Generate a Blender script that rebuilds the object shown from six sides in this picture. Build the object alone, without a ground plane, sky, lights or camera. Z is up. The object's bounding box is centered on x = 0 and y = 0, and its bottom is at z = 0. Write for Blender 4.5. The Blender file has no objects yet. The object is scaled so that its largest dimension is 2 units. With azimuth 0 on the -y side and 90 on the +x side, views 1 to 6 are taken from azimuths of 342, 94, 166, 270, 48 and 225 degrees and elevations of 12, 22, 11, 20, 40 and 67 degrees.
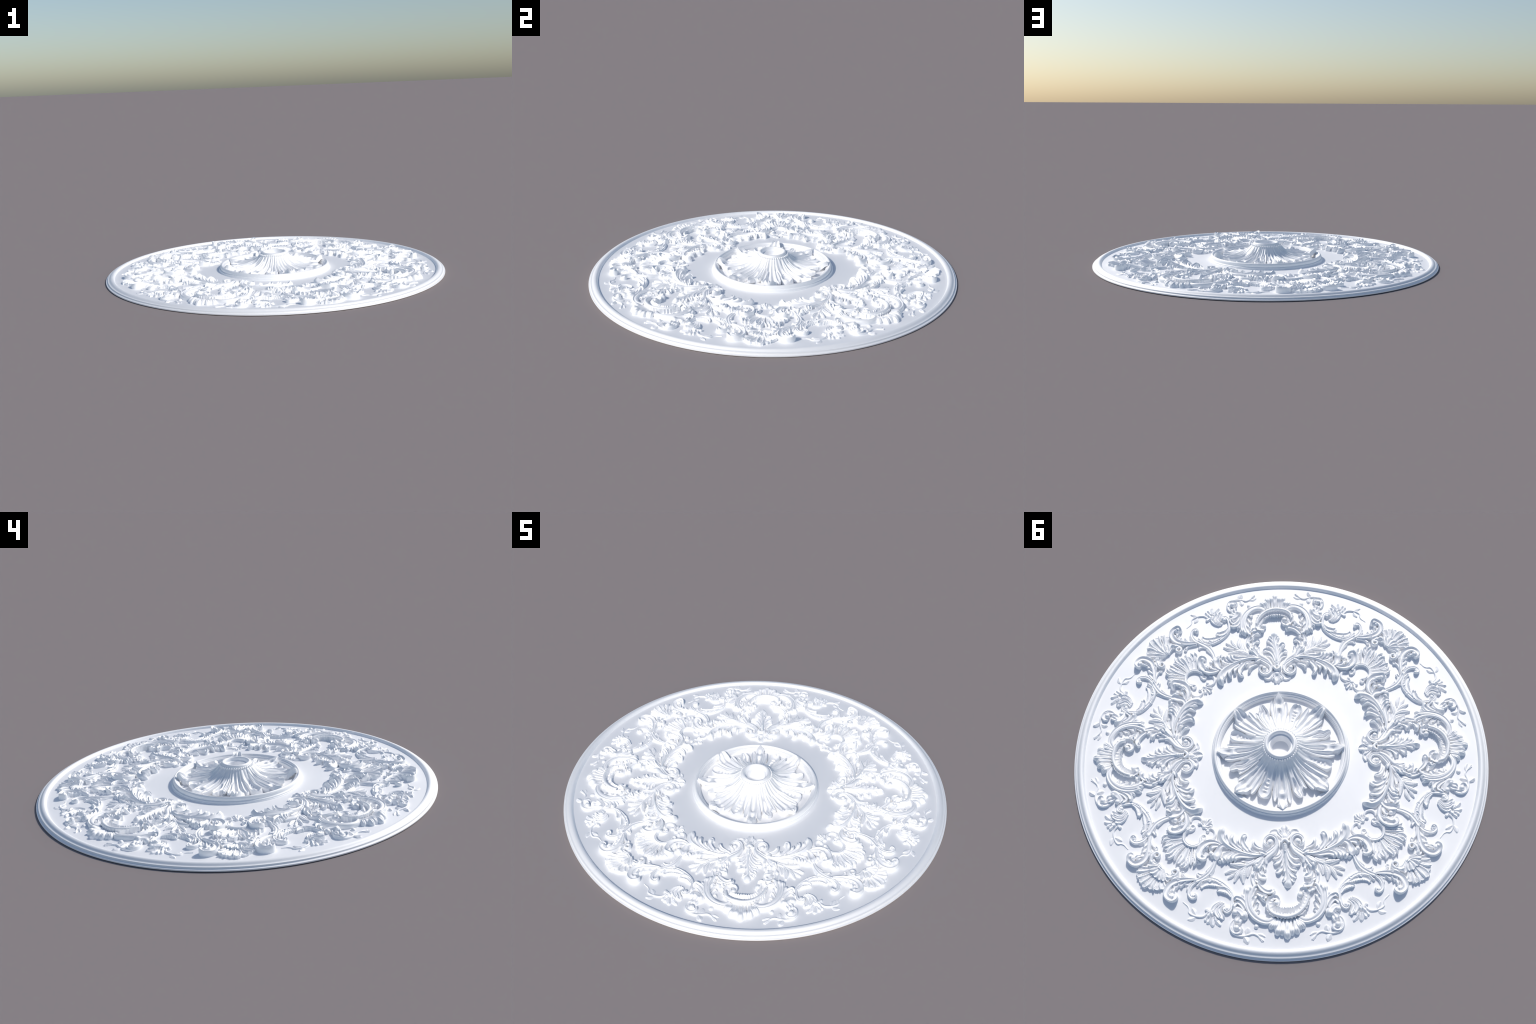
"""Round white plaster ceiling medallion: stepped rim, carved scrollwork in four
repeats, and a raised leaf rosette with a lamp cup inside a ring moulding."""
import bpy, bmesh, math
from mathutils import Vector
import numpy as np

MM = 0.001
PLATE = 0.012            # height of the flat field
TAU = math.tau

# ---------------------------------------------------------------- materials
def plaster(name, colour, rough):
    m = bpy.data.materials.new(name)
    m.use_nodes = True
    nt = m.node_tree
    b = nt.nodes["Principled BSDF"]
    tc = nt.nodes.new("ShaderNodeTexCoord")
    n = nt.nodes.new("ShaderNodeTexNoise")
    n.inputs["Scale"].default_value = 9.0
    n.inputs["Detail"].default_value = 4.0
    r = nt.nodes.new("ShaderNodeValToRGB")
    r.color_ramp.elements[0].position, r.color_ramp.elements[1].position = 0.3, 0.7
    r.color_ramp.elements[0].color = (*[c * 0.988 for c in colour], 1)
    r.color_ramp.elements[1].color = (*colour, 1)
    nt.links.new(tc.outputs["Object"], n.inputs["Vector"])
    nt.links.new(n.outputs["Fac"], r.inputs["Fac"])
    nt.links.new(r.outputs["Color"], b.inputs["Base Color"])
    b.inputs["Roughness"].default_value = rough
    b.inputs["Metallic"].default_value = 0.34   # satin enamel sheen of the painted plaster
    return m

WHITE = plaster("white_plaster", (1.0, 1.0, 1.0), 0.68)

# ---------------------------------------------------------------- helpers
def finish(name, me, parent, sharp=38, mat=None):
    me.materials.append(mat or WHITE)
    me.shade_smooth()
    me.set_sharp_from_angle(angle=math.radians(sharp))
    return link(name, me, parent)

def link(name, me, parent):
    o = bpy.data.objects.new(name, me)
    bpy.context.scene.collection.objects.link(o)
    if parent is not None:
        o.parent = parent
    return o

def mesh_from(name, verts, faces):
    me = bpy.data.meshes.new(name)
    me.from_pydata([tuple(v) for v in verts], [], faces)
    bm = bmesh.new()
    bm.from_mesh(me)
    bmesh.ops.recalc_face_normals(bm, faces=bm.faces)
    bm.to_mesh(me)
    bm.free()
    return me

def lathe(name, prof, seg, closed=False, wave=None):
    """Turn a profile of (radius, height) about the z axis."""
    verts, faces, n = [], [], len(prof)
    for i in range(seg):
        a = TAU * i / seg
        for j, (r, z) in enumerate(prof):
            if wave:
                r, z = wave(j, r, z, a)
            verts.append((r * math.cos(a), r * math.sin(a), z))
    for i in range(seg):
        k = (i + 1) % seg
        for j in range(n if closed else n - 1):
            q = (j + 1) % n
            faces.append((i * n + j, k * n + j, k * n + q, i * n + q))
    if not closed:
        faces.append([i * n for i in range(seg)])
        faces.append([i * n + n - 1 for i in range(seg)])
    return mesh_from(name, verts, faces)

def smooth_path(pts, step):
    """Catmull-Rom through the control points, resampled evenly in length."""
    p = np.array(pts, float)
    p = np.vstack([2 * p[0] - p[1], p, 2 * p[-1] - p[-2]])
    out = []
    for i in range(1, len(p) - 2):
        a, b, c, d = p[i - 1], p[i], p[i + 1], p[i + 2]
        for t in np.linspace(0, 1, 10, endpoint=False):
            out.append(0.5 * (2 * b + (c - a) * t + (2 * a - 5 * b + 4 * c - d) * t * t + (3 * b - a - 3 * c + d) * t ** 3))
    out.append(p[-2])
    out = np.array(out)
    s = np.concatenate([[0], np.cumsum(np.hypot(*np.diff(out[:, :2], axis=0).T))])
    n = int(np.clip(s[-1] / step, 9, 60))
    u = np.linspace(0, 1, n + 1)
    u = u + 0.10 * np.sin(TAU * u) / TAU * -1 * 0 
    q = u * s[-1]
    return np.stack([np.interp(q, s, out[:, k]) for k in range(4)], 1), q

def bump(t, c, w):
    return math.exp(-((t - c) / w) ** 2)

# depth below the crest, as a share of half the width, across the stroke (t = -1..1)
SECTION = {
    "round": lambda t, s: 1.0 * (1 - math.sqrt(max(0.0, 1 - 0.99 * t * t))),
    "dome": lambda t, s: 0.85 * t * t + 0.1 * math.cos(9 * t),
    "scoop": lambda t, s: 0.60 * (1 - min(1, abs(t) / 0.74) ** 2) ** 1.3 + (0.95 * ((abs(t) - 0.74) / 0.26) ** 1.6 if abs(t) > 0.74 else 0),
    "ridge": lambda t, s: 1.0 * abs(t) ** 1.1 - 0.12 * bump(abs(t), 0.75, 0.2),
    "leaf": lambda t, s: 0.34 * bump(t, 0, 0.16) + 0.80 * abs(t) ** 2.2 + 0.08 * math.sin(s * 2.2 + abs(t) * 5),
    "band": lambda t, s: 0.34 * bump(t, -0.1, 0.30) + 0.95 * max(0.0, (abs(t) - 0.5) / 0.5) ** 2,
    "cup": lambda t, s: 0.95 * (1 - abs(t) ** 2.0) + 0.14 * (1 - t * t) * math.sin(s * 0.62),
    "rib": lambda t, s: 0.25 * bump(t, 0.0, 0.22) * min(1, s / 18) + 1.0 * abs(t) ** 2.2,
    "fluted": lambda t, s: 0.36 * (1 - t * t) + 0.10 * math.cos(t * 15) + 0.5 * max(0, abs(t) - 0.8) / 0.2,
}
ROUND_TIP = {"scoop", "dome", "band", "rib", "ridge", "cup", "fluted"}

def sweep(name, kind, pts, across=13, step=4.0, thick=None, flip=1.0, section=None, tip=True, serr=None):
    """Carved stroke: a cross-section carried along a spine of (x, y, width, height) in mm."""
    path, s = smooth_path(pts, step)
    n = len(path)
    blunt = kind.endswith("!")      # shell ribs end in a cut, not in a rolled tip
    kind = kind.rstrip("!")
    if kind.endswith("*"):          # ragged leaf edge
        kind, serr = kind[:-1], (11.0, 0.42)
    sec = section or SECTION[kind]
    d = np.gradient(path[:, :2], axis=0)
    d /= np.linalg.norm(d, axis=1)[:, None] + 1e-9
    nor = np.stack([-d[:, 1], d[:, 0]], 1)
    w, h = path[:, 2].copy(), path[:, 3].copy()
    L = s[-1]
    if tip and kind in ROUND_TIP and section is None:
        r = min(max(0.5 * pts[-1][2] + 1.0, 0.25 * w.max(), 0.75 * pts[-1][3]), 0.40 * L)
        q = np.clip((s - (L - r)) / r, 0, 1)
        if blunt:
            w *= 1 - 0.55 * np.clip((s - (L - 0.5 * r)) / (0.5 * r), 0, 1) ** 2
            h *= 1 - 0.12 * q ** 4
            q = q * 0
        w *= 0.14 + 0.86 * np.sqrt(np.maximum(0, 1 - q ** 2.6))
        h *= 0.22 + 0.78 * np.sqrt(np.maximum(0, 1 - q ** 2.0))     # the tip rolls over and down
        h = h * 0.86 + (0.06 if blunt else 0.26) * h.max() * np.exp(-((s - (L - 1.2 * r)) / (0.6 * r)) ** 2)
    w = np.maximum(w, 0.8)
    ts = np.sin(np.linspace(-1, 1, across) * math.pi / 2) * 0.35 + np.linspace(-1, 1, across) * 0.65
    verts, faces = [], []
    m = across + 2
    for i in range(n):
        amp = min(0.5 * w[i], 0.85 * h[i])
        row = []
        for t in ts:
            e = w[i] * 0.5 * t
            if serr:
                e *= 1 + serr[1] * (abs(math.sin(s[i] * math.pi / serr[0])) - 0.5) * abs(t)
            z = max(h[i] - amp * sec(t, s[i]), 0.8)
            row.append(((path[i, 0] + nor[i, 0] * e) * flip, path[i, 1] + nor[i, 1] * e, z))
        zb = -1.0
        lo = [(row[0][0], row[0][1], zb if thick is None else max(zb, row[0][2] - thick)),
              (row[-1][0], row[-1][1], zb if thick is None else max(zb, row[-1][2] - thick))]
        verts += [lo[0]] + row + [lo[1]]
    for i in range(n - 1):
        a, b = i * m, (i + 1) * m
        for j in range(m):
            k = (j + 1) % m
            faces.append((a + j, a + k, b + k, b + j))
    faces.append(list(range(m)))
    faces.append([(n - 1) * m + j for j in range(m)])
    V = [(x * MM, y * MM, PLATE + z * MM) for x, y, z in verts]
    return mesh_from(name, V, faces)

def button(name, x, y, dia, h, flip=1.0, seg=20, hollow=False):
    """Round knob standing on the field."""
    R = dia * 0.5
    rows = [(1.0, -1.0), (1.0, max(0.5, h - 0.95 * R)), (0.96, h - 0.66 * R), (0.85, h - 0.42 * R), (0.66, h - 0.22 * R), (0.40, h - 0.07 * R), (0.14, h - 0.005 * R)]
    if hollow:                      # spoon-shaped end of a scroll
        rows = [(1.0, -1.0), (1.0, h - 0.35 * R), (0.95, h - 0.10 * R), (0.84, h), (0.72, h - 0.05 * R), (0.55, h - 0.35 * R), (0.30, h - 0.60 * R), (0.1, h - 0.66 * R)]
    verts, faces = [], []
    for f, z in rows:
        for i in range(seg):
            a = TAU * i / seg
            verts.append(((x + R * f * math.cos(a)) * MM * flip, (y + R * f * math.sin(a)) * MM, PLATE + z * MM))
    for j in range(len(rows) - 1):
        for i in range(seg):
            k = (i + 1) % seg
            faces.append((j * seg + i, j * seg + k, (j + 1) * seg + k, (j + 1) * seg + i))
    faces.append([(len(rows) - 1) * seg + i for i in range(seg)])
    faces.append(list(range(seg)))
    return mesh_from(name, verts, faces)

# ---------------------------------------------------------------- motif drawings
# Every stroke: part name, cross-section, spine of (x, y, width, height) in mm.
# The frame of one repeat has y outward along the axis of a cartouche.
MIRRORED = {
    "volute": [
        ("volute", "band", [(-99, 521, 12, 20), (-82, 511, 19, 21), (-60, 496, 22, 22), (-39, 477, 21, 23), (-34, 453, 19, 24), (-43, 434, 17, 25), (-64, 426, 16, 25), (-83, 437, 15, 26), (-90, 456, 14, 26), (-82, 472, 12, 26), (-66, 474, 10, 25)]),
        ("volute_eye", "ball", [(-67, 459, 23, 25)]),
        ("volute_floor", "ball", [(-63, 451, 49, 12)]),
        ("volute_stem", "round", [(-29, 475, 12, 22), (-45, 504, 18, 21), (-67, 523, 20, 20), (-86, 540, 22, 18), (-86, 561, 14, 16)]),
        ("leaf_cap", "scoop", [(-78, 518, 12, 20), (-98, 507, 20, 21), (-117, 500, 12, 23)]),
    ],
    "acanthus_branch": [
        ("acanthus_branch", "ridge", [(-93, 516, 10, 25), (-132, 520, 12, 25), (-174, 511, 13, 26), (-221, 492, 15, 26), (-255, 472, 18, 28), (-280, 447, 29, 29), (-290, 418, 37, 30), (-285, 392, 29, 30), (-276, 375, 14, 28)]),
        ("acanthus_lobe", "scoop", [(-117, 505, 8, 12), (-143, 498, 15, 17), (-158, 486, 18, 20), (-156, 472, 10, 21)]),
        ("acanthus_lobe", "scoop", [(-102, 488, 8, 14), (-123, 481, 14, 19), (-140, 465, 16, 23), (-141, 441, 9, 26)]),
        ("acanthus_lobe", "scoop", [(-131, 510, 10, 15), (-159, 497, 17, 19), (-181, 475, 22, 23), (-192, 449, 22, 25), (-184, 425, 18, 26), (-170, 422, 12, 26)]),
        ("acanthus_lobe", "scoop", [(-179, 491, 10, 14), (-203, 473, 15, 19), (-215, 452, 16, 22), (-210, 432, 10, 23)]),
        ("acanthus_lobe", "scoop", [(-195, 492, 12, 20), (-220, 475, 18, 24), (-238, 455, 20, 28), (-242, 433, 19, 30), (-232, 411, 10, 31)]),
        ("acanthus_lobe", "scoop", [(-242, 470, 12, 16), (-260, 444, 18, 20), (-268, 419, 17, 22), (-263, 401, 9, 22)]),
        ("acanthus_lobe", "scoop", [(-161, 504, 8, 11), (-179, 495, 14, 16), (-193, 483, 9, 15)]),
        ("acanthus_lobe", "scoop", [(-126, 523, 10, 17), (-166, 524, 17, 22), (-205, 520, 22, 24), (-225, 530, 20, 24), (-229, 549, 10, 22)]),
        ("acanthus_leaf", "scoop*", [(-157, 515, 12, 11), (-203, 506, 22, 16), (-245, 508, 37, 18), (-272, 518, 35, 19), (-276, 536, 18, 18)]),
        ("acanthus_lobe", "scoop", [(-206, 503, 12, 20), (-231, 518, 22, 25), (-244, 537, 20, 26), (-244, 549, 10, 24)]),
        ("acanthus_lobe", "scoop", [(-233, 505, 12, 16), (-254, 519, 20, 20), (-260, 536, 20, 21), (-260, 549, 10, 19)]),
        ("acanthus_lobe", "scoop", [(-142, 535, 8, 10), (-167, 542, 22, 14), (-202, 543, 8, 11)]),
    ],
    "fork_flower": [
        ("fork_flower", "scoop", [(-257, 478, 12, 15), (-277, 465, 18, 20), (-296, 476, 25, 23), (-306, 501, 39, 24), (-311, 525, 35, 25), (-314, 538, 12, 25)]),
        ("curled_leaf", "scoop", [(-292, 462, 8, 18), (-315, 451, 18, 25), (-346, 450, 29, 29), (-375, 468, 37, 32), (-389, 495, 33, 33), (-387, 519, 31, 33), (-370, 525, 25, 32), (-359, 517, 22, 31)]),
        ("curled_leaf", "scoop", [(-300, 469, 10, 16), (-319, 468, 19, 23), (-336, 478, 22, 24), (-339, 494, 18, 23)]),
        ("berry", "ball", [(-336, 503, 22, 22)]),
        ("acanthus_lobe", "scoop", [(-348, 455, 12, 20), (-359, 476, 22, 26), (-358, 491, 14, 23)]),
        ("acanthus_lobe", "scoop", [(-364, 456, 12, 15), (-375, 480, 22, 20), (-375, 505, 18, 17)]),
        ("acanthus_lobe", "dome", [(-312, 499, 16, 16), (-328, 517, 27, 20), (-334, 527, 20, 18)]),
        ("acanthus_lobe", "scoop", [(-291, 520, 12, 18), (-281, 536, 22, 23), (-272, 546, 20, 20)]),
        ("acanthus_lobe", "ridge", [(-300, 521, 12, 13), (-299, 537, 18, 16), (-291, 550, 12, 13)]),
    ],
    "hook": [
        ("hook", "round", [(-353, 386, 12, 8), (-338, 379, 11, 10), (-322, 391, 13, 10), (-318, 412, 15, 10), (-327, 427, 14, 10), (-345, 431, 8, 8)]),
        ("hook_bud", "ball", [(-353, 391, 17, 11)]),
        ("hook_stem", "round", [(-387, 448, 11, 11), (-387, 431, 12, 11), (-381, 418, 12, 10), (-369, 414, 12, 10)]),
        ("hook_bud", "dish", [(-371, 421, 25, 12)]),
    ],
    "scroll_stem": [
        ("scroll_stem", "band", [(-317, 530, 16, 13), (-327, 560, 22, 15), (-345, 590, 24, 16), (-370, 610, 24, 16), (-395, 624, 22, 16), (-416, 635, 18, 16)]),
        ("scroll_end", "band", [(-405, 631, 16, 14), (-424, 646, 18, 16), (-435, 668, 17, 17), (-435, 690, 18, 18), (-423, 705, 18, 19), (-409, 703, 16, 19), (-407, 691, 13, 19), (-417, 687, 10, 18)]),
        ("scroll_eye", "ball", [(-417, 696, 16, 17)]),
        ("big_curl", "scoop", [(-412, 622, 10, 19), (-448, 621, 18, 22), (-484, 625, 24, 24), (-516, 638, 29, 26), (-534, 660, 31, 28), (-539, 684, 29, 29), (-528, 703, 27, 30), (-509, 711, 27, 30), (-495, 701, 22, 29), (-500, 690, 14, 28)]),
        ("curl_eye", "ball", [(-512, 696, 29, 26)]),
        ("acanthus_lobe", "scoop", [(-426, 626, 12, 13), (-447, 640, 25, 14), (-452, 652, 14, 11)]),
        ("acanthus_lobe", "scoop", [(-452, 626, 12, 17), (-473, 641, 29, 17), (-480, 659, 16, 14)]),
        ("acanthus_lobe", "scoop", [(-477, 629, 12, 18), (-495, 648, 27, 18), (-497, 667, 16, 15)]),
        ("acanthus_lobe", "scoop", [(-506, 644, 10, 15), (-518, 662, 16, 17), (-521, 684, 12, 16)]),
        ("acanthus_lobe", "scoop", [(-501, 656, 8, 20), (-507, 674, 14, 23), (-513, 690, 10, 21)]),
        ("side_leaflet", "scoop*", [(-362, 597, 10, 12), (-381, 605, 18, 14), (-404, 591, 8, 11)]),
        ("side_leaflet", "ridge", [(-326, 577, 10, 10), (-336, 595, 16, 10), (-341, 613, 8, 8)]),
        ("side_leaflet", "ridge", [(-408, 633, 8, 14), (-438, 652, 16, 14), (-444, 676, 8, 11)]),
        ("tendril_offshoot", "round", [(-408, 617, 10, 13), (-432, 615, 11, 13), (-454, 605, 11, 12), (-465, 593, 12, 13)]),
        ("tendril_bud", "dish", [(-466, 590, 17, 12)]),
        ("stem_leaflet", "ridge", [(-320, 552, 8, 12), (-330, 583, 16, 13), (-344, 611, 8, 9)]),
        ("stem_leaflet", "scoop", [(-332, 557, 8, 11), (-348, 580, 16, 14), (-363, 591, 10, 10)]),
        ("stem_leaflet", "ridge", [(-374, 621, 8, 14), (-390, 643, 14, 14), (-406, 657, 8, 9)]),
        ("stem_leaflet", "scoop", [(-487, 618, 10, 14), (-508, 619, 16, 16), (-519, 628, 12, 14)]),
        ("stem_leaflet", "scoop", [(-466, 618, 10, 16), (-487, 616, 16, 19), (-501, 622, 12, 16)]),
    ],
    "flower_scroll": [
        ("flower_scroll", "band", [(-381, 629, 12, 14), (-349, 619, 17, 14), (-316, 627, 19, 15), (-281, 650, 22, 15), (-254, 678, 22, 15), (-241, 706, 16, 16), (-242, 730, 15, 16), (-245, 751, 16, 17), (-254, 769, 17, 18), (-269, 775, 17, 18), (-280, 763, 14, 18), (-273, 751, 11, 17)]),
        ("scroll_eye", "ball", [(-266, 760, 22, 17)]),
        ("scroll_leaf", "scoop*", [(-283, 655, 12, 12), (-311, 646, 24, 14), (-344, 640, 27, 14), (-370, 646, 24, 12), (-386, 665, 8, 9)]),
        ("scroll_leaf", "scoop*", [(-245, 706, 12, 16), (-260, 684, 25, 18), (-287, 672, 29, 18), (-313, 678, 8, 12)]),
        ("leaf_serration", "scoop", [(-328, 634, 10, 13), (-318, 628, 18, 12), (-315, 617, 10, 9)]),
        ("leaf_serration", "scoop", [(-306, 640, 10, 14), (-294, 636, 18, 13), (-292, 627, 10, 10)]),
        ("leaf_serration", "scoop", [(-348, 633, 10, 16), (-340, 626, 18, 14), (-341, 616, 10, 11)]),
        ("leaf_serration", "scoop", [(-256, 691, 8, 11), (-246, 685, 16, 10), (-242, 677, 8, 8)]),
    ],
    "bell_flower": [
        ("bell_flower", "scoop", [(-277, 738, 12, 13), (-295, 749, 22, 14), (-301, 770, 27, 14), (-289, 794, 25, 14), (-279, 807, 14, 13)]),
        ("bell_petal", "scoop", [(-284, 733, 12, 13), (-309, 750, 22, 14), (-314, 771, 25, 15), (-302, 794, 22, 14), (-298, 804, 10, 13)]),
        ("bell_petal", "scoop", [(-293, 730, 12, 12), (-318, 745, 18, 14), (-331, 768, 22, 15), (-325, 788, 16, 13)]),
        ("bell_petal", "ridge", [(-328, 764, 14, 13), (-343, 782, 22, 13), (-355, 797, 12, 11)]),
        ("bell_petal", "dome", [(-341, 774, 14, 11), (-352, 766, 20, 11), (-365, 756, 10, 9)]),
        ("flower_petal", "ridge", [(-321, 805, 12, 11), (-308, 820, 24, 10), (-293, 837, 10, 7)]),
        ("flower_petal", "ridge", [(-334, 800, 12, 11), (-333, 819, 27, 10), (-328, 840, 10, 7)]),
        ("flower_petal", "ridge", [(-340, 800, 12, 11), (-347, 814, 22, 10), (-359, 822, 12, 7)]),
        ("flower_petal", "ridge", [(-351, 790, 12, 11), (-360, 804, 18, 10), (-369, 812, 8, 7)]),
        ("flower_petal", "ridge", [(-323, 794, 12, 11), (-314, 808, 18, 10), (-305, 807, 8, 7)]),
    ],
    "tendril": [
        ("tendril", "round", [(-352, 774, 10, 8), (-370, 789, 9, 7), (-393, 791, 8, 7), (-420, 783, 7, 6), (-437, 770, 7, 5), (-437, 754, 6, 4), (-443, 740, 5, 4), (-454, 730, 5, 3), (-464, 721, 3, 3)]),
        ("tendril_leaf", "ridge", [(-406, 783, 6, 5), (-413, 766, 22, 6), (-424, 749, 6, 4)]),
        ("tendril_leaf", "ridge", [(-406, 789, 6, 4), (-422, 799, 24, 5), (-445, 802, 6, 4)]),
    ],
    "crescent": [
        ("crescent", "band", [(-53, 814, 18, 18), (-81, 828, 23, 21), (-112, 823, 25, 23), (-142, 804, 27, 24), (-163, 776, 27, 24), (-174, 743, 25, 24), (-176, 710, 22, 24), (-172, 683, 18, 23), (-168, 664, 10, 22)]),
        ("crescent_rib", "round", [(-57, 808, 10, 15), (-83, 818, 11, 17), (-111, 814, 12, 19), (-135, 796, 12, 20), (-152, 771, 12, 20), (-160, 742, 13, 20), (-160, 714, 13, 20), (-153, 687, 13, 20), (-142, 666, 12, 20), (-130, 660, 10, 19)]),
        ("acanthus_lobe", "scoop", [(-161, 738, 12, 17), (-156, 703, 24, 18), (-141, 678, 24, 18), (-130, 666, 12, 17)]),
        ("acanthus_lobe", "scoop", [(-158, 758, 12, 17), (-151, 731, 22, 18), (-140, 713, 22, 18), (-129, 708, 12, 17)]),
        ("acanthus_lobe", "scoop", [(-150, 775, 12, 13), (-139, 757, 20, 13), (-130, 743, 20, 12), (-124, 749, 10, 11)]),
        ("acanthus_lobe", "scoop", [(-138, 788, 12, 14), (-128, 778, 18, 14), (-120, 784, 12, 11)]),
        ("acanthus_lobe", "ridge", [(-175, 723, 12, 18), (-179, 692, 20, 20), (-187, 665, 8, 16)]),
        ("acanthus_lobe", "ridge", [(-181, 735, 12, 17), (-189, 713, 18, 19), (-202, 694, 8, 15)]),
        ("acanthus_lobe", "ridge", [(-169, 705, 12, 20), (-162, 678, 20, 22), (-155, 657, 10, 18)]),
        ("outer_curl", "scoop", [(-174, 770, 12, 19), (-186, 741, 20, 22), (-203, 721, 22, 22), (-224, 715, 20, 22), (-235, 726, 16, 21)]),
        ("outer_curl", "scoop", [(-188, 770, 12, 18), (-201, 748, 16, 20), (-219, 735, 16, 20), (-233, 748, 15, 19), (-241, 765, 12, 18)]),
        ("ribbon_roll", "dome", [(-238, 766, 24, 18), (-215, 770, 39, 21), (-197, 787, 45, 23), (-191, 805, 35, 23), (-194, 814, 16, 21)]),
        ("ribbon_eye", "ball", [(-231, 778, 25, 21)]),
        ("crescent_bud", "ball", [(-137, 844, 22, 10)]),
        ("acanthus_lobe", "scoop", [(-204, 791, 12, 15), (-220, 806, 25, 17), (-227, 829, 16, 15)]),
        ("acanthus_lobe", "scoop", [(-203, 800, 12, 16), (-209, 817, 22, 18), (-218, 833, 14, 16)]),
        ("small_curl", "scoop", [(-233, 814, 12, 12), (-242, 828, 20, 15), (-244, 847, 24, 17), (-235, 862, 25, 17), (-218, 865, 25, 17), (-207, 856, 22, 17), (-212, 844, 16, 16)]),
        ("curl_eye", "ball", [(-224, 848, 24, 23)]),
    ],
    "leafy_twig": [
        ("leafy_twig", "round", [(-246, 845, 12, 12), (-242, 865, 12, 11), (-224, 879, 10, 9), (-199, 885, 9, 8), (-175, 881, 8, 7), (-152, 876, 8, 6), (-133, 884, 7, 6), (-122, 897, 6, 5), (-113, 912, 4, 4)]),
        ("tendril_leaf", "ridge", [(-184, 881, 8, 6), (-176, 864, 27, 8), (-174, 845, 10, 6)]),
        ("tendril_leaf", "ridge", [(-194, 885, 8, 7), (-183, 901, 29, 9), (-173, 919, 12, 7)]),
        ("tendril_leaf", "ridge", [(-136, 880, 6, 4), (-116, 881, 15, 5), (-97, 892, 6, 4)]),
        ("tendril_leaf", "ridge", [(-131, 887, 6, 5), (-117, 900, 16, 7), (-104, 911, 6, 5)]),
    ],
    "laurel_sprig": [
        ("laurel_sprig", "round", [(-93, 519, 12, 15), (-117, 535, 14, 14), (-144, 552, 14, 13), (-175, 567, 12, 13), (-202, 582, 10, 11), (-229, 599, 8, 10)]),
        ("laurel_leaf", "leaf", [(-172, 564, 8, 13), (-203, 562, 29, 17), (-250, 554, 8, 13)]),
        ("laurel_leaf", "leaf", [(-218, 584, 8, 8), (-245, 586, 22, 11), (-273, 597, 10, 8)]),
        ("laurel_leaf", "leaf", [(-199, 582, 8, 10), (-218, 607, 24, 13), (-232, 638, 8, 9)]),
        ("laurel_leaf", "leaf", [(-177, 567, 8, 12), (-192, 605, 33, 15), (-191, 644, 8, 9)]),
        ("laurel_leaf", "leaf", [(-151, 556, 10, 8), (-167, 585, 31, 10), (-172, 618, 10, 7)]),
        ("laurel_leaf", "leaf", [(-229, 601, 6, 9), (-244, 611, 18, 10), (-260, 621, 6, 8)]),
        ("laurel_leaf", "leaf", [(-105, 529, 10, 14), (-125, 542, 20, 15), (-138, 566, 12, 14)]),
        ("laurel_leaf", "leaf", [(-138, 539, 8, 13), (-158, 554, 22, 14), (-182, 557, 8, 12)]),
    ],
    "garland": [
        ("garland", "scoop*", [(-92, 530, 12, 14), (-108, 554, 24, 21), (-124, 575, 29, 22), (-129, 596, 24, 18)]),
        ("garland_leaf", "scoop", [(-93, 537, 10, 13), (-95, 563, 18, 15), (-88, 596, 8, 10)]),
        ("garland_leaf", "scoop", [(-101, 550, 10, 12), (-110, 581, 20, 13), (-111, 608, 10, 9)]),
        ("garland_leaf", "scoop", [(-123, 600, 14, 17), (-112, 619, 24, 20), (-92, 623, 25, 20), (-85, 621, 16, 19)]),
        ("garland_leaf", "scoop", [(-136, 587, 12, 10), (-147, 615, 22, 13), (-144, 643, 18, 14), (-136, 664, 12, 13)]),
        ("garland_leaf", "scoop", [(-139, 632, 12, 12), (-124, 643, 18, 17), (-120, 657, 12, 15)]),
        ("garland_leaf", "ridge", [(-99, 529, 8, 17), (-118, 550, 18, 25), (-139, 567, 8, 18)]),
        ("garland_leaf", "ridge", [(-96, 539, 8, 12), (-106, 564, 16, 18), (-105, 584, 8, 12)]),
        ("garland_leaf", "scoop", [(-112, 552, 10, 18), (-132, 567, 18, 26), (-141, 586, 14, 22)]),
        ("garland_leaf", "ridge", [(-131, 587, 10, 11), (-144, 603, 22, 16), (-152, 622, 10, 14)]),
    ],
    "corner_spiral": [
        ("corner_spiral", "round", [(-541, 614, 14, 19), (-520, 610, 16, 20), (-499, 601, 15, 21), (-488, 587, 12, 21), (-493, 575, 11, 22), (-505, 574, 11, 22), (-513, 582, 11, 22), (-508, 594, 10, 22), (-499, 591, 9, 22)]),
        ("spiral_leaf", "scoop", [(-485, 594, 10, 20), (-501, 609, 18, 21), (-523, 616, 16, 21)]),
        ("spiral_leaf", "scoop", [(-516, 600, 10, 17), (-530, 599, 16, 17), (-549, 585, 10, 16)]),
        ("spiral_leaf", "ridge", [(-513, 609, 10, 23), (-530, 611, 16, 23), (-549, 599, 10, 22)]),
    ],
}
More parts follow.
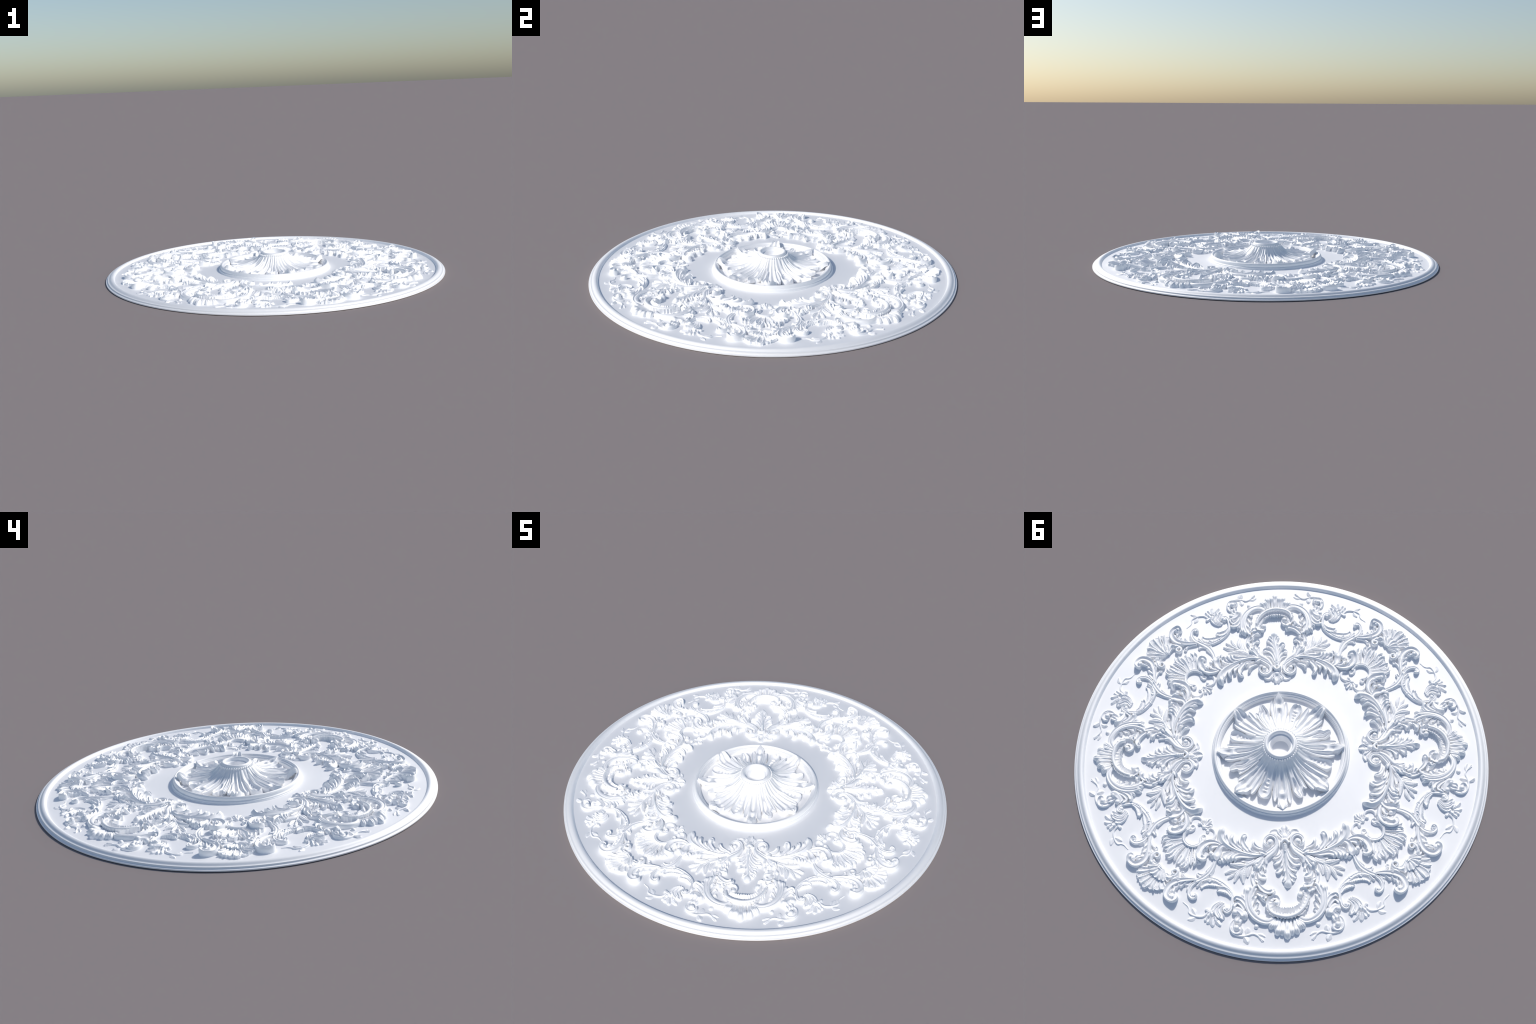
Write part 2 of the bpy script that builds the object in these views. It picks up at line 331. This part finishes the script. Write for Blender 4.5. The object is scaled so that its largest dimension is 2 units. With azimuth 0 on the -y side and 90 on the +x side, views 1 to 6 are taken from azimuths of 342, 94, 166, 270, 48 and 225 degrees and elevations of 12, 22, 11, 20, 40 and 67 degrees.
SINGLE = {
    "palmette": [
        ("palmette", "ridge", [(-3, 466, 29, 26), (-3, 486, 24, 25), (-3, 513, 18, 24), (-3, 539, 14, 21), (-5, 570, 13, 19), (-9, 602, 14, 18), (-13, 629, 22, 19), (-11, 656, 33, 21), (-7, 676, 29, 23)]),
        ("palmette_lobe", "scoop", [(8, 493, 10, 12), (16, 515, 13, 14), (33, 529, 15, 13), (59, 532, 14, 10)]),
        ("palmette_lobe", "scoop", [(5, 501, 10, 16), (13, 532, 16, 17), (30, 553, 22, 18), (54, 560, 20, 17)]),
        ("palmette_lobe", "scoop", [(3, 512, 9, 14), (7, 547, 12, 16), (14, 568, 13, 15), (25, 577, 12, 11)]),
        ("palmette_lobe", "scoop", [(2, 519, 10, 14), (5, 556, 15, 15), (15, 583, 22, 16), (30, 597, 25, 18), (44, 598, 18, 19)]),
        ("palmette_lobe", "scoop", [(-1, 565, 8, 15), (2, 594, 11, 17), (9, 611, 14, 13)]),
        ("palmette_lobe", "scoop", [(-5, 583, 10, 13), (-3, 619, 15, 16), (5, 638, 19, 16), (16, 643, 16, 15)]),
        ("palmette_lobe", "scoop", [(-13, 491, 10, 14), (-22, 515, 14, 15), (-37, 532, 17, 16), (-53, 537, 19, 13), (-72, 533, 16, 11)]),
        ("palmette_lobe", "scoop", [(-10, 502, 10, 18), (-20, 536, 17, 19), (-35, 557, 21, 20), (-53, 566, 23, 17), (-74, 564, 18, 15)]),
        ("palmette_lobe", "scoop", [(-8, 515, 10, 12), (-17, 549, 16, 13), (-30, 571, 18, 12), (-51, 584, 14, 11)]),
        ("palmette_lobe", "scoop", [(-7, 529, 9, 15), (-15, 566, 15, 16), (-30, 587, 19, 16), (-56, 595, 18, 14)]),
        ("palmette_lobe", "scoop", [(-8, 556, 10, 14), (-17, 594, 17, 16), (-32, 617, 22, 16), (-52, 628, 19, 16)]),
        ("palmette_lobe", "scoop", [(-12, 592, 10, 13), (-22, 621, 15, 14), (-31, 639, 18, 14), (-43, 646, 16, 13)]),
    ],
    "peak": [
        ("peak", "scoop", [(-4, 457, 33, 16), (-5, 433, 33, 15), (-5, 409, 37, 15), (-4, 390, 33, 14), (-4, 376, 24, 13)]),
        ("peak_lobe", "scoop", [(3, 433, 12, 15), (15, 415, 21, 13), (27, 394, 19, 12)]),
        ("peak_lobe", "scoop", [(-12, 434, 12, 16), (-21, 415, 21, 14), (-34, 396, 19, 13)]),
        ("peak_lobe", "scoop", [(5, 440, 16, 12), (22, 420, 27, 12), (41, 406, 29, 11), (66, 413, 16, 9)]),
        ("peak_lobe", "scoop", [(-16, 441, 16, 17), (-31, 421, 27, 16), (-48, 409, 29, 14), (-71, 413, 16, 13)]),
        ("peak_lobe", "scoop", [(2, 412, 12, 11), (9, 398, 16, 10), (16, 390, 10, 9)]),
        ("peak_lobe", "scoop", [(-10, 410, 12, 11), (-17, 399, 16, 10), (-24, 389, 10, 9)]),
        ("peak_hub", "ball", [(-5, 432, 33, 16)]),
        ("knot", "round", [(14, 465, 12, 26), (6, 454, 15, 26), (-4, 450, 16, 26), (-13, 455, 15, 26), (-21, 466, 12, 26)]),
        ("seed", "ball", [(-2, 471, 12, 26)]),
        ("seed", "ball", [(-3, 481, 11, 26)]),
        ("seed", "ball", [(-3, 490, 11, 26)]),
        ("seed", "ball", [(-3, 499, 9, 26)]),
        ("seed", "ball", [(-3, 507, 8, 26)]),
    ],
    "rocaille_scroll": [
        ("rocaille_scroll", "cup*", [(43, 752, 12, 23), (36, 735, 16, 24), (42, 722, 18, 25), (58, 719, 24, 25), (72, 733, 29, 26), (72, 759, 37, 27), (56, 780, 41, 27), (29, 790, 43, 28), (4, 792, 44, 28), (-25, 791, 43, 28), (-53, 781, 41, 27), (-74, 761, 37, 27), (-87, 737, 33, 26), (-92, 714, 29, 25), (-86, 694, 25, 25), (-72, 690, 22, 24), (-65, 702, 18, 23)]),
        ("scroll_eye", "ball", [(45, 744, 25, 26)]),
        ("scroll_eye", "ball", [(-64, 709, 27, 23)]),
        ("rocaille_lip", "round*", [(82, 751, 10, 26), (75, 778, 12, 27), (53, 796, 13, 28), (28, 804, 14, 28), (4, 808, 15, 28), (-23, 805, 14, 28), (-52, 793, 13, 28), (-77, 771, 12, 28), (-92, 747, 11, 27), (-100, 723, 10, 26)]),
    ],
    "side_curl": [
        ("side_curl", "scoop", [(126, 654, 12, 19), (110, 675, 20, 23), (91, 690, 22, 25), (71, 694, 22, 26), (55, 688, 18, 25), (63, 680, 12, 24)]),
        ("curl_leaf", "scoop*", [(131, 693, 12, 16), (114, 702, 25, 19), (95, 713, 27, 19), (82, 725, 16, 18)]),
        ("curl_leaf", "ridge", [(116, 707, 12, 20), (107, 721, 18, 20), (89, 742, 8, 17)]),
        ("side_curl", "scoop", [(-126, 649, 12, 19), (-113, 665, 20, 22), (-94, 668, 24, 24), (-80, 660, 18, 22)]),
        ("curl_leaf", "scoop*", [(-101, 694, 12, 19), (-115, 686, 24, 22), (-133, 681, 16, 18)]),
        ("curl_leaf", "scoop*", [(88, 712, 12, 23), (99, 721, 22, 24), (101, 725, 12, 22)]),
    ],
    "shell": [
        ("shell_rib", "rib", [(-0, 819, 14, 13), (-0, 850, 24, 24), (0, 884, 33, 25), (1, 907, 25, 26)]),
        ("shell_rib", "rib", [(15, 818, 10, 13), (19, 849, 18, 20), (21, 871, 25, 24), (25, 890, 22, 25)]),
        ("shell_rib", "rib", [(-17, 820, 10, 13), (-16, 850, 18, 20), (-19, 873, 25, 24), (-23, 891, 22, 25)]),
        ("shell_rib", "rib", [(28, 815, 10, 13), (34, 839, 18, 20), (42, 867, 25, 24), (48, 889, 24, 25)]),
        ("shell_rib", "rib", [(-31, 820, 10, 13), (-35, 842, 18, 20), (-41, 867, 25, 24), (-48, 886, 24, 25)]),
        ("shell_rib", "rib", [(38, 809, 10, 13), (44, 832, 18, 20), (51, 851, 20, 23), (55, 865, 16, 24)]),
        ("shell_rib", "rib", [(-40, 815, 10, 13), (-45, 835, 18, 20), (-55, 853, 22, 23), (-63, 867, 18, 24)]),
        ("shell_rib", "rib", [(50, 812, 10, 13), (58, 830, 20, 20), (70, 847, 25, 23), (79, 859, 24, 24)]),
        ("shell_rib", "rib", [(-50, 812, 10, 13), (-57, 833, 20, 20), (-67, 847, 25, 23), (-78, 861, 24, 24)]),
    ],
}
# ---------------------------------------------------------------- the thing
root = bpy.data.objects.new("ceiling_medallion", None)
bpy.context.scene.collection.objects.link(root)
root["label"] = "round white plaster ceiling medallion with carved acanthus scrollwork"
root["category"] = "ceiling medallion"

# flat field, running under everything
me = lathe("backing_plate", [(0.952, 0.0), (0.952, PLATE), (0.0375, PLATE), (0.0375, 0.0)], 192, closed=True)
finish("backing_plate", me, root)

# stepped outer rim
rim = [(0.953, 0.0005), (0.953, 0.0140), (0.9480, 0.0112), (0.9500, 0.0140), (0.9520, 0.0185), (0.9552, 0.0225), (0.9590, 0.0247), (0.9632, 0.0254),
       (0.9678, 0.0248), (0.9718, 0.0232), (0.9752, 0.0208), (0.9780, 0.0182), (0.9803, 0.0163), (0.9822, 0.0153), (0.9830, 0.0150), (0.9885, 0.0144), (0.9892, 0.0138),
       (0.9897, 0.0115), (0.9906, 0.0092), (0.9920, 0.0075), (0.9935, 0.0066), (0.9941, 0.0064), (0.9984, 0.0057), (0.9996, 0.0048), (1.0, 0.0034), (1.0, 0.0)]
finish("outer_moulding", lathe("outer_moulding", rim, 256, closed=True), root, 17)

# ring moulding round the rosette
ring = [(0.2918, 0.0110), (0.2922, 0.0130), (0.2928, 0.0200), (0.2936, 0.0280), (0.2952, 0.0304), (0.2990, 0.0322), (0.2998, 0.0344), (0.3038, 0.0358), (0.3048, 0.0374), (0.3080, 0.0376),
        (0.3086, 0.0386), (0.3096, 0.0408), (0.3112, 0.0430), (0.3133, 0.0446), (0.3157, 0.0452), (0.3182, 0.0446), (0.3206, 0.0428), (0.3226, 0.0400), (0.3240, 0.0364), (0.3246, 0.0322), (0.3243, 0.0280),
        (0.3240, 0.0252), (0.3268, 0.0250), (0.3290, 0.0240), (0.3308, 0.0220), (0.3318, 0.0192), (0.3318, 0.0166), (0.3338, 0.0150), (0.3346, 0.0128), (0.3348, 0.0110)]
finish("ring_moulding", lathe("ring_moulding", ring, 192, closed=True), root, 17)

# ---------------------------------------------------------------- rosette
CONE = [(0.078, 0.1010), (0.086, 0.0950), (0.092, 0.0870), (0.100, 0.0770), (0.110, 0.0668), (0.122, 0.0560), (0.135, 0.0478), (0.150, 0.0410), (0.168, 0.0362), (0.186, 0.0310), (0.197, 0.0230), (0.203, 0.0105)]
def flute(j, r, z, a):
    k = min(1.0, max(0.0, (0.100 - z) / 0.02))
    return r, z - 0.0035 * k * (0.5 - 0.5 * math.cos(28 * a))
body = lathe("rosette", CONE + [(0.060, 0.0105), (0.060, 0.1010)], 224, closed=True, wave=flute)
rosette = finish("rosette", body, root, 40)

def cone_h(r):
    t = [(0.080, 90), (0.086, 86), (0.092, 79), (0.100, 70), (0.110, 60), (0.122, 52), (0.135, 45), (0.150, 39.5), (0.168, 35.5), (0.19, 32.5), (0.22, 29.5), (0.25, 26), (0.32, 26)]
    return float(np.interp(r, [q[0] for q in t], [q[1] for q in t]))

def petal(name, angle, knots, section, lift, flip=1.0):
    """Radial leaf of the rosette: knots of (radius, half angle in degrees, skew in degrees)."""
    pts = []
    for r, half, skew in knots:
        a = math.radians(angle + skew)
        rr = r * 1000
        pts.append((rr * math.sin(a), rr * math.cos(a), 2 * rr * math.tan(math.radians(half)), cone_h(r) + lift(r)))
    return sweep(name, "petal", pts, across=27, step=4.0, thick=11, section=section, flip=flip)

def soft(s):              # the relief grows from the neck outwards
    return min(1.0, 0.30 + s / 100.0)
def sec_point(t, s):      # long fluted leaf with a cupped end and a sharp tip
    u = s / 224.0
    groove = 0.72 * bump(t, 0, 0.30) * (1 if u < 0.56 else max(0, 1 - (u - 0.56) / 0.08))
    hollow = 0.55 * bump(t, 0, 0.45) * bump(u, 0.76, 0.06)
    return soft(s) * (groove + hollow + 0.30 * bump(abs(t), 0.74, 0.10)) + 0.85 * max(0, abs(t) - 0.84) / 0.16
def sec_bead(t, s):       # hollow leaf carrying a row of little husks
    u = s / 178.0
    inside = 0.66 * (1 - min(1, abs(t) / 0.72) ** 2) * min(1, max(0, (u - 0.22) / 0.2)) + 0.40 * bump(t, 0, 0.3) * max(0, 1 - u / 0.35)
    husk = 0.36 * bump(t, 0, 0.30) * max(0, math.sin(u * 58)) if 0.40 < u < 0.86 else 0
    return soft(s) * inside - husk + 0.80 * max(0, abs(t) - 0.78) / 0.22
def sec_broad(t, s):      # broad leaf with two deep valleys either side of a rib
    return soft(s) * (0.50 * bump(t, 0.42, 0.26) + 0.56 * bump(t, -0.32, 0.28)) + 0.80 * max(0, abs(t) - 0.82) / 0.18
def sec_curl(t, s):       # curled leaf, open hollow on one side
    u = s / 180.0
    return soft(s) * (0.85 * bump(t, -0.40, 0.26) * min(1, max(0, (u - 0.42) / 0.15)) + 0.52 * bump(t, 0.32, 0.24) + 0.40 * bump(t, -0.4, 0.24) * max(0, 1 - u / 0.42)) + 0.80 * max(0, abs(t) - 0.82) / 0.18

def roll(r, r0, r1, up):  # the tip lifts, then rolls over
    q = min(1.0, max(0.0, (r - r0) / (r1 - r0)))
    return up * math.sin(min(q / 0.8, 1.0) * math.pi / 2) ** 2 - 0.35 * up * max(0, (q - 0.85) / 0.15) ** 2

def build_rosette(k):
    base = -90 * k - 45
    T = SECTION["scoop"]
    specs = [
        ("pointed_petal", 0.0, [(0.082, 9, 0), (0.12, 9, 0), (0.16, 8.6, 0), (0.20, 8.0, 0), (0.23, 7.6, 0), (0.252, 5.6, 0), (0.262, 5.2, 0), (0.275, 5.4, 0), (0.286, 4.2, 0), (0.294, 2.2, 0), (0.307, 0.3, 0)], sec_point, lambda r: 1 + 13 * max(0, (r - 0.24) / 0.067) ** 1.2),
        ("petal_tongue", 9.0, [(0.10, 3, -2), (0.16, 3.6, -1), (0.21, 3.8, -0.5), (0.242, 2.6, -1), (0.261, 0.8, -1)], T, lambda r: -3),
        ("petal_tongue", -8.5, [(0.10, 3, 2), (0.16, 3.6, 1), (0.22, 3.4, 0.5), (0.255, 2.4, 1), (0.272, 0.7, 1)], T, lambda r: -3),
        ("husk_petal", 21.5, [(0.083, 8.6, 2), (0.12, 8.2, 2), (0.150, 6.6, 1), (0.178, 6.8, 0), (0.205, 8.4, 0), (0.230, 8.2, 0), (0.248, 6.2, 0), (0.258, 2.4, 0)], sec_bead, lambda r: -1 + roll(r, 0.22, 0.258, 8)),
        ("curled_petal", -21.0, [(0.083, 9, -2), (0.13, 8.4, -1), (0.18, 8.0, -1), (0.205, 8.2, -0.5), (0.222, 6.4, 1.5), (0.235, 4.6, 1.5), (0.25, 3.6, 1), (0.261, 1.6, 1)], sec_curl, lambda r: -1 + roll(r, 0.22, 0.261, 6)),
        ("petal_tongue", -29.0, [(0.12, 2.6, 0), (0.18, 3.2, 0), (0.215, 2.6, 0), (0.232, 0.8, -1)], T, lambda r: -1),
        ("broad_petal", 44.0, [(0.084, 12.5, 2), (0.12, 11.5, 2), (0.16, 10.2, 1), (0.21, 9.6, 0), (0.232, 9.8, -0.4), (0.246, 8.4, 0.4), (0.262, 8.0, 0.4), (0.276, 6.0, 1.0), (0.286, 5.2, 1.2), (0.297, 3.6, 1.5), (0.306, 1.6, 1.5)], sec_broad, lambda r: -1 + roll(r, 0.245, 0.304, 28)),
        ("petal_tongue", 33.5, [(0.14, 2.6, 1), (0.20, 3.4, 0), (0.245, 2.6, 0), (0.264, 0.8, 0)], T, lambda r: -2 + roll(r, 0.22, 0.264, 7)),
        ("petal_tongue", 54.0, [(0.14, 2.4, -1), (0.20, 3.0, 0), (0.240, 2.4, 0), (0.256, 0.8, 0)], T, lambda r: -2 + roll(r, 0.22, 0.256, 8)),
    ]
    for nm, ang, knots, sec, lift in specs:
        me = petal(nm, ang, knots, sec, lift)
        o = finish(nm, me, rosette, 42)
        o.rotation_euler = (0, 0, math.radians(base))

for k in range(4):
    build_rosette(k)

# lamp cup: rounded lip, inner step, tapering well
cup = [(0.080, 0.0900), (0.0805, 0.1010), (0.0785, 0.1025), (0.0770, 0.1030), (0.0762, 0.1066), (0.0740, 0.1108), (0.0708, 0.1136), (0.0672, 0.1146), (0.0636, 0.1137), (0.0608, 0.1112),
       (0.0590, 0.1070), (0.0580, 0.1020), (0.0570, 0.0975), (0.0560, 0.0955), (0.0500, 0.0950), (0.0488, 0.0940), (0.0465, 0.0820), (0.0425, 0.0680), (0.0380, 0.0560), (0.0, 0.0555),
       (0.0, 0.0100), (0.062, 0.0100), (0.062, 0.0900)]
finish("lamp_cup", lathe("lamp_cup", cup, 128, closed=True), root, 35)
bead = button("bead", 0, 0, 9.5, 93, seg=16)
bead.materials.append(WHITE)
bead.shade_smooth()
for i in range(44):
    a = TAU * i / 44
    o = link("bead", bead, root)
    o.location = (0.0825 * math.cos(a), 0.0825 * math.sin(a), -0.001)

# ---------------------------------------------------------------- shell fans on the diagonals
def fan(prefix, u0, r0, tips, h0, w0, kind="rib"):
    """Strokes radiating from (0, u0): tips of (angle, radius, width, height)."""
    out = []
    for i, (ang, r1, w1, h1) in enumerate(tips):
        sway = 4.5 * math.sin(2.3 * i + r1)          # each rib bends a little its own way
        p = [(f * math.sin(math.radians(ang + k * sway)), u0 + f * math.cos(math.radians(ang + k * sway)))
             for f, k in ((r0, 0.0), (r0 + 0.4 * (r1 - r0), 1.0), (r0 + 0.75 * (r1 - r0), 0.7), (r1, -0.5))]
        ws = (w0, w0 + 0.45 * (w1 - w0), w0 + 0.85 * (w1 - w0), w1)
        hs = (h0, h0 + 0.3 * (h1 - h0), h0 + 0.75 * (h1 - h0), h1)
        out.append((prefix, kind, [(x, y, w, h) for (x, y), w, h in zip(p, ws, hs)]))
    return out

def arc(u0, r, a0, a1, n, w, h):
    return [(r * math.sin(math.radians(t)), u0 + r * math.cos(math.radians(t)), w, h) for t in np.linspace(a0, a1, n)]

CORNER = {
    "inner_shell": [("inner_shell", "band*", arc(592, 45, -118, 118, 15, 13, 20))]
        + fan("shell_lobe", 592, 44, [(58, 125, 32, 16), (42, 139, 34, 20), (24.5, 141, 26, 18), (7, 146, 42, 21), (-15, 142, 22, 18), (-28, 147, 42, 22), (-52, 130, 46, 20), (76, 108, 28, 13), (-76, 112, 30, 13)], 9, 9, "fluted*!")
        + fan("shell_rib", 592, 45, [(50, 116, 13, 24), (33, 131, 12, 18), (16, 136, 13, 25), (-5, 140, 12, 20), (-21, 139, 13, 26), (-40, 133, 13, 21), (-64, 122, 13, 25), (67, 116, 12, 20)], 12, 6, "ridge!")
        + fan("shell_tooth", 592, 100, [(46, 146, 8, 26), (38, 144, 8, 24), (11, 150, 9, 27), (3, 154, 8, 25), (-24, 152, 8, 27), (-32, 151, 9, 26), (-47, 136, 9, 25), (-57, 135, 8, 24), (-13, 148, 7, 22), (27, 146, 8, 23), (61, 131, 8, 22)], 17, 5, "ridge!"),
    "outer_shell": [("outer_shell", "band", [(-24, 800, 10, 18), (-10, 800, 15, 20), (10, 800, 15, 20), (24, 800, 10, 18)])]
        + fan("shell_lobe", 790, 34, [(43, 110, 26, 18), (29, 119, 24, 19), (14, 120, 26, 18), (0, 123, 28, 21), (-15, 114, 26, 18), (-32, 108, 28, 19), (-47, 102, 26, 17)], 10, 8, "fluted*!")
        + fan("shell_rib", 790, 36, [(36, 119, 11, 25), (22, 123, 11, 22), (7, 121, 10, 26), (-7, 118, 10, 22), (-23, 112, 11, 26), (-40, 104, 11, 22), (51, 104, 11, 21), (-55, 98, 10, 20)], 13, 5, "ridge!")
        + fan("shell_frill", 788, 10, [(75, 62, 17, 21), (57, 70, 19, 25), (39.5, 60, 18, 22), (20, 61, 20, 26), (-5.7, 59, 22, 23), (-31, 63, 20, 26), (-49, 67, 18, 23), (-65, 74, 18, 22)], 20, 6, "scoop*!")
        + fan("shell_rib", 788, 14, [(48, 58, 8, 28), (30, 60, 8, 28), (8, 57, 8, 29), (-18, 60, 9, 29), (-40, 63, 8, 29)], 20, 4, "ridge!"),
    "trefoil": [("trefoil", "ball", [(0, 523, 20, 10)])]
        + fan("trefoil_lobe", 524, 6, [(-248, 30, 17, 11), (-215, 42, 18, 12), (-180, 50, 17, 11), (-145, 42, 18, 12), (-112, 30, 17, 11)], 8, 8, "scoop"),
}

def build_stroke(rec, flip):
    nm, kind, pts = rec
    if kind == "ball":
        x, y, dia, h = pts[0]
        me = button(nm, x, y, dia, h, flip)
    elif kind == "dish":
        x, y, dia, h = pts[0]
        me = button(nm, x, y, dia, h, flip, hollow=True)
    else:
        me = sweep(nm, kind, pts, flip=flip)
    me.materials.append(WHITE)
    me.shade_smooth()
    me.set_sharp_from_angle(angle=math.radians(42))
    return me

def place(motifs, flip, turn):
    for group, strokes in motifs.items():
        meshes = [(rec[0], build_stroke(rec, flip)) for rec in strokes]
        for k in range(4):
            parent = None
            for nm, me in meshes:
                o = link(nm, me, root if parent is None else parent)
                if parent is None:
                    o.rotation_euler = (0, 0, math.radians(45 + turn - 90 * k))
                    parent = o

place(SINGLE, 1.0, 0)
place(MIRRORED, 1.0, 0)
place(MIRRORED, -1.0, 0)
place(CORNER, 1.0, 45)
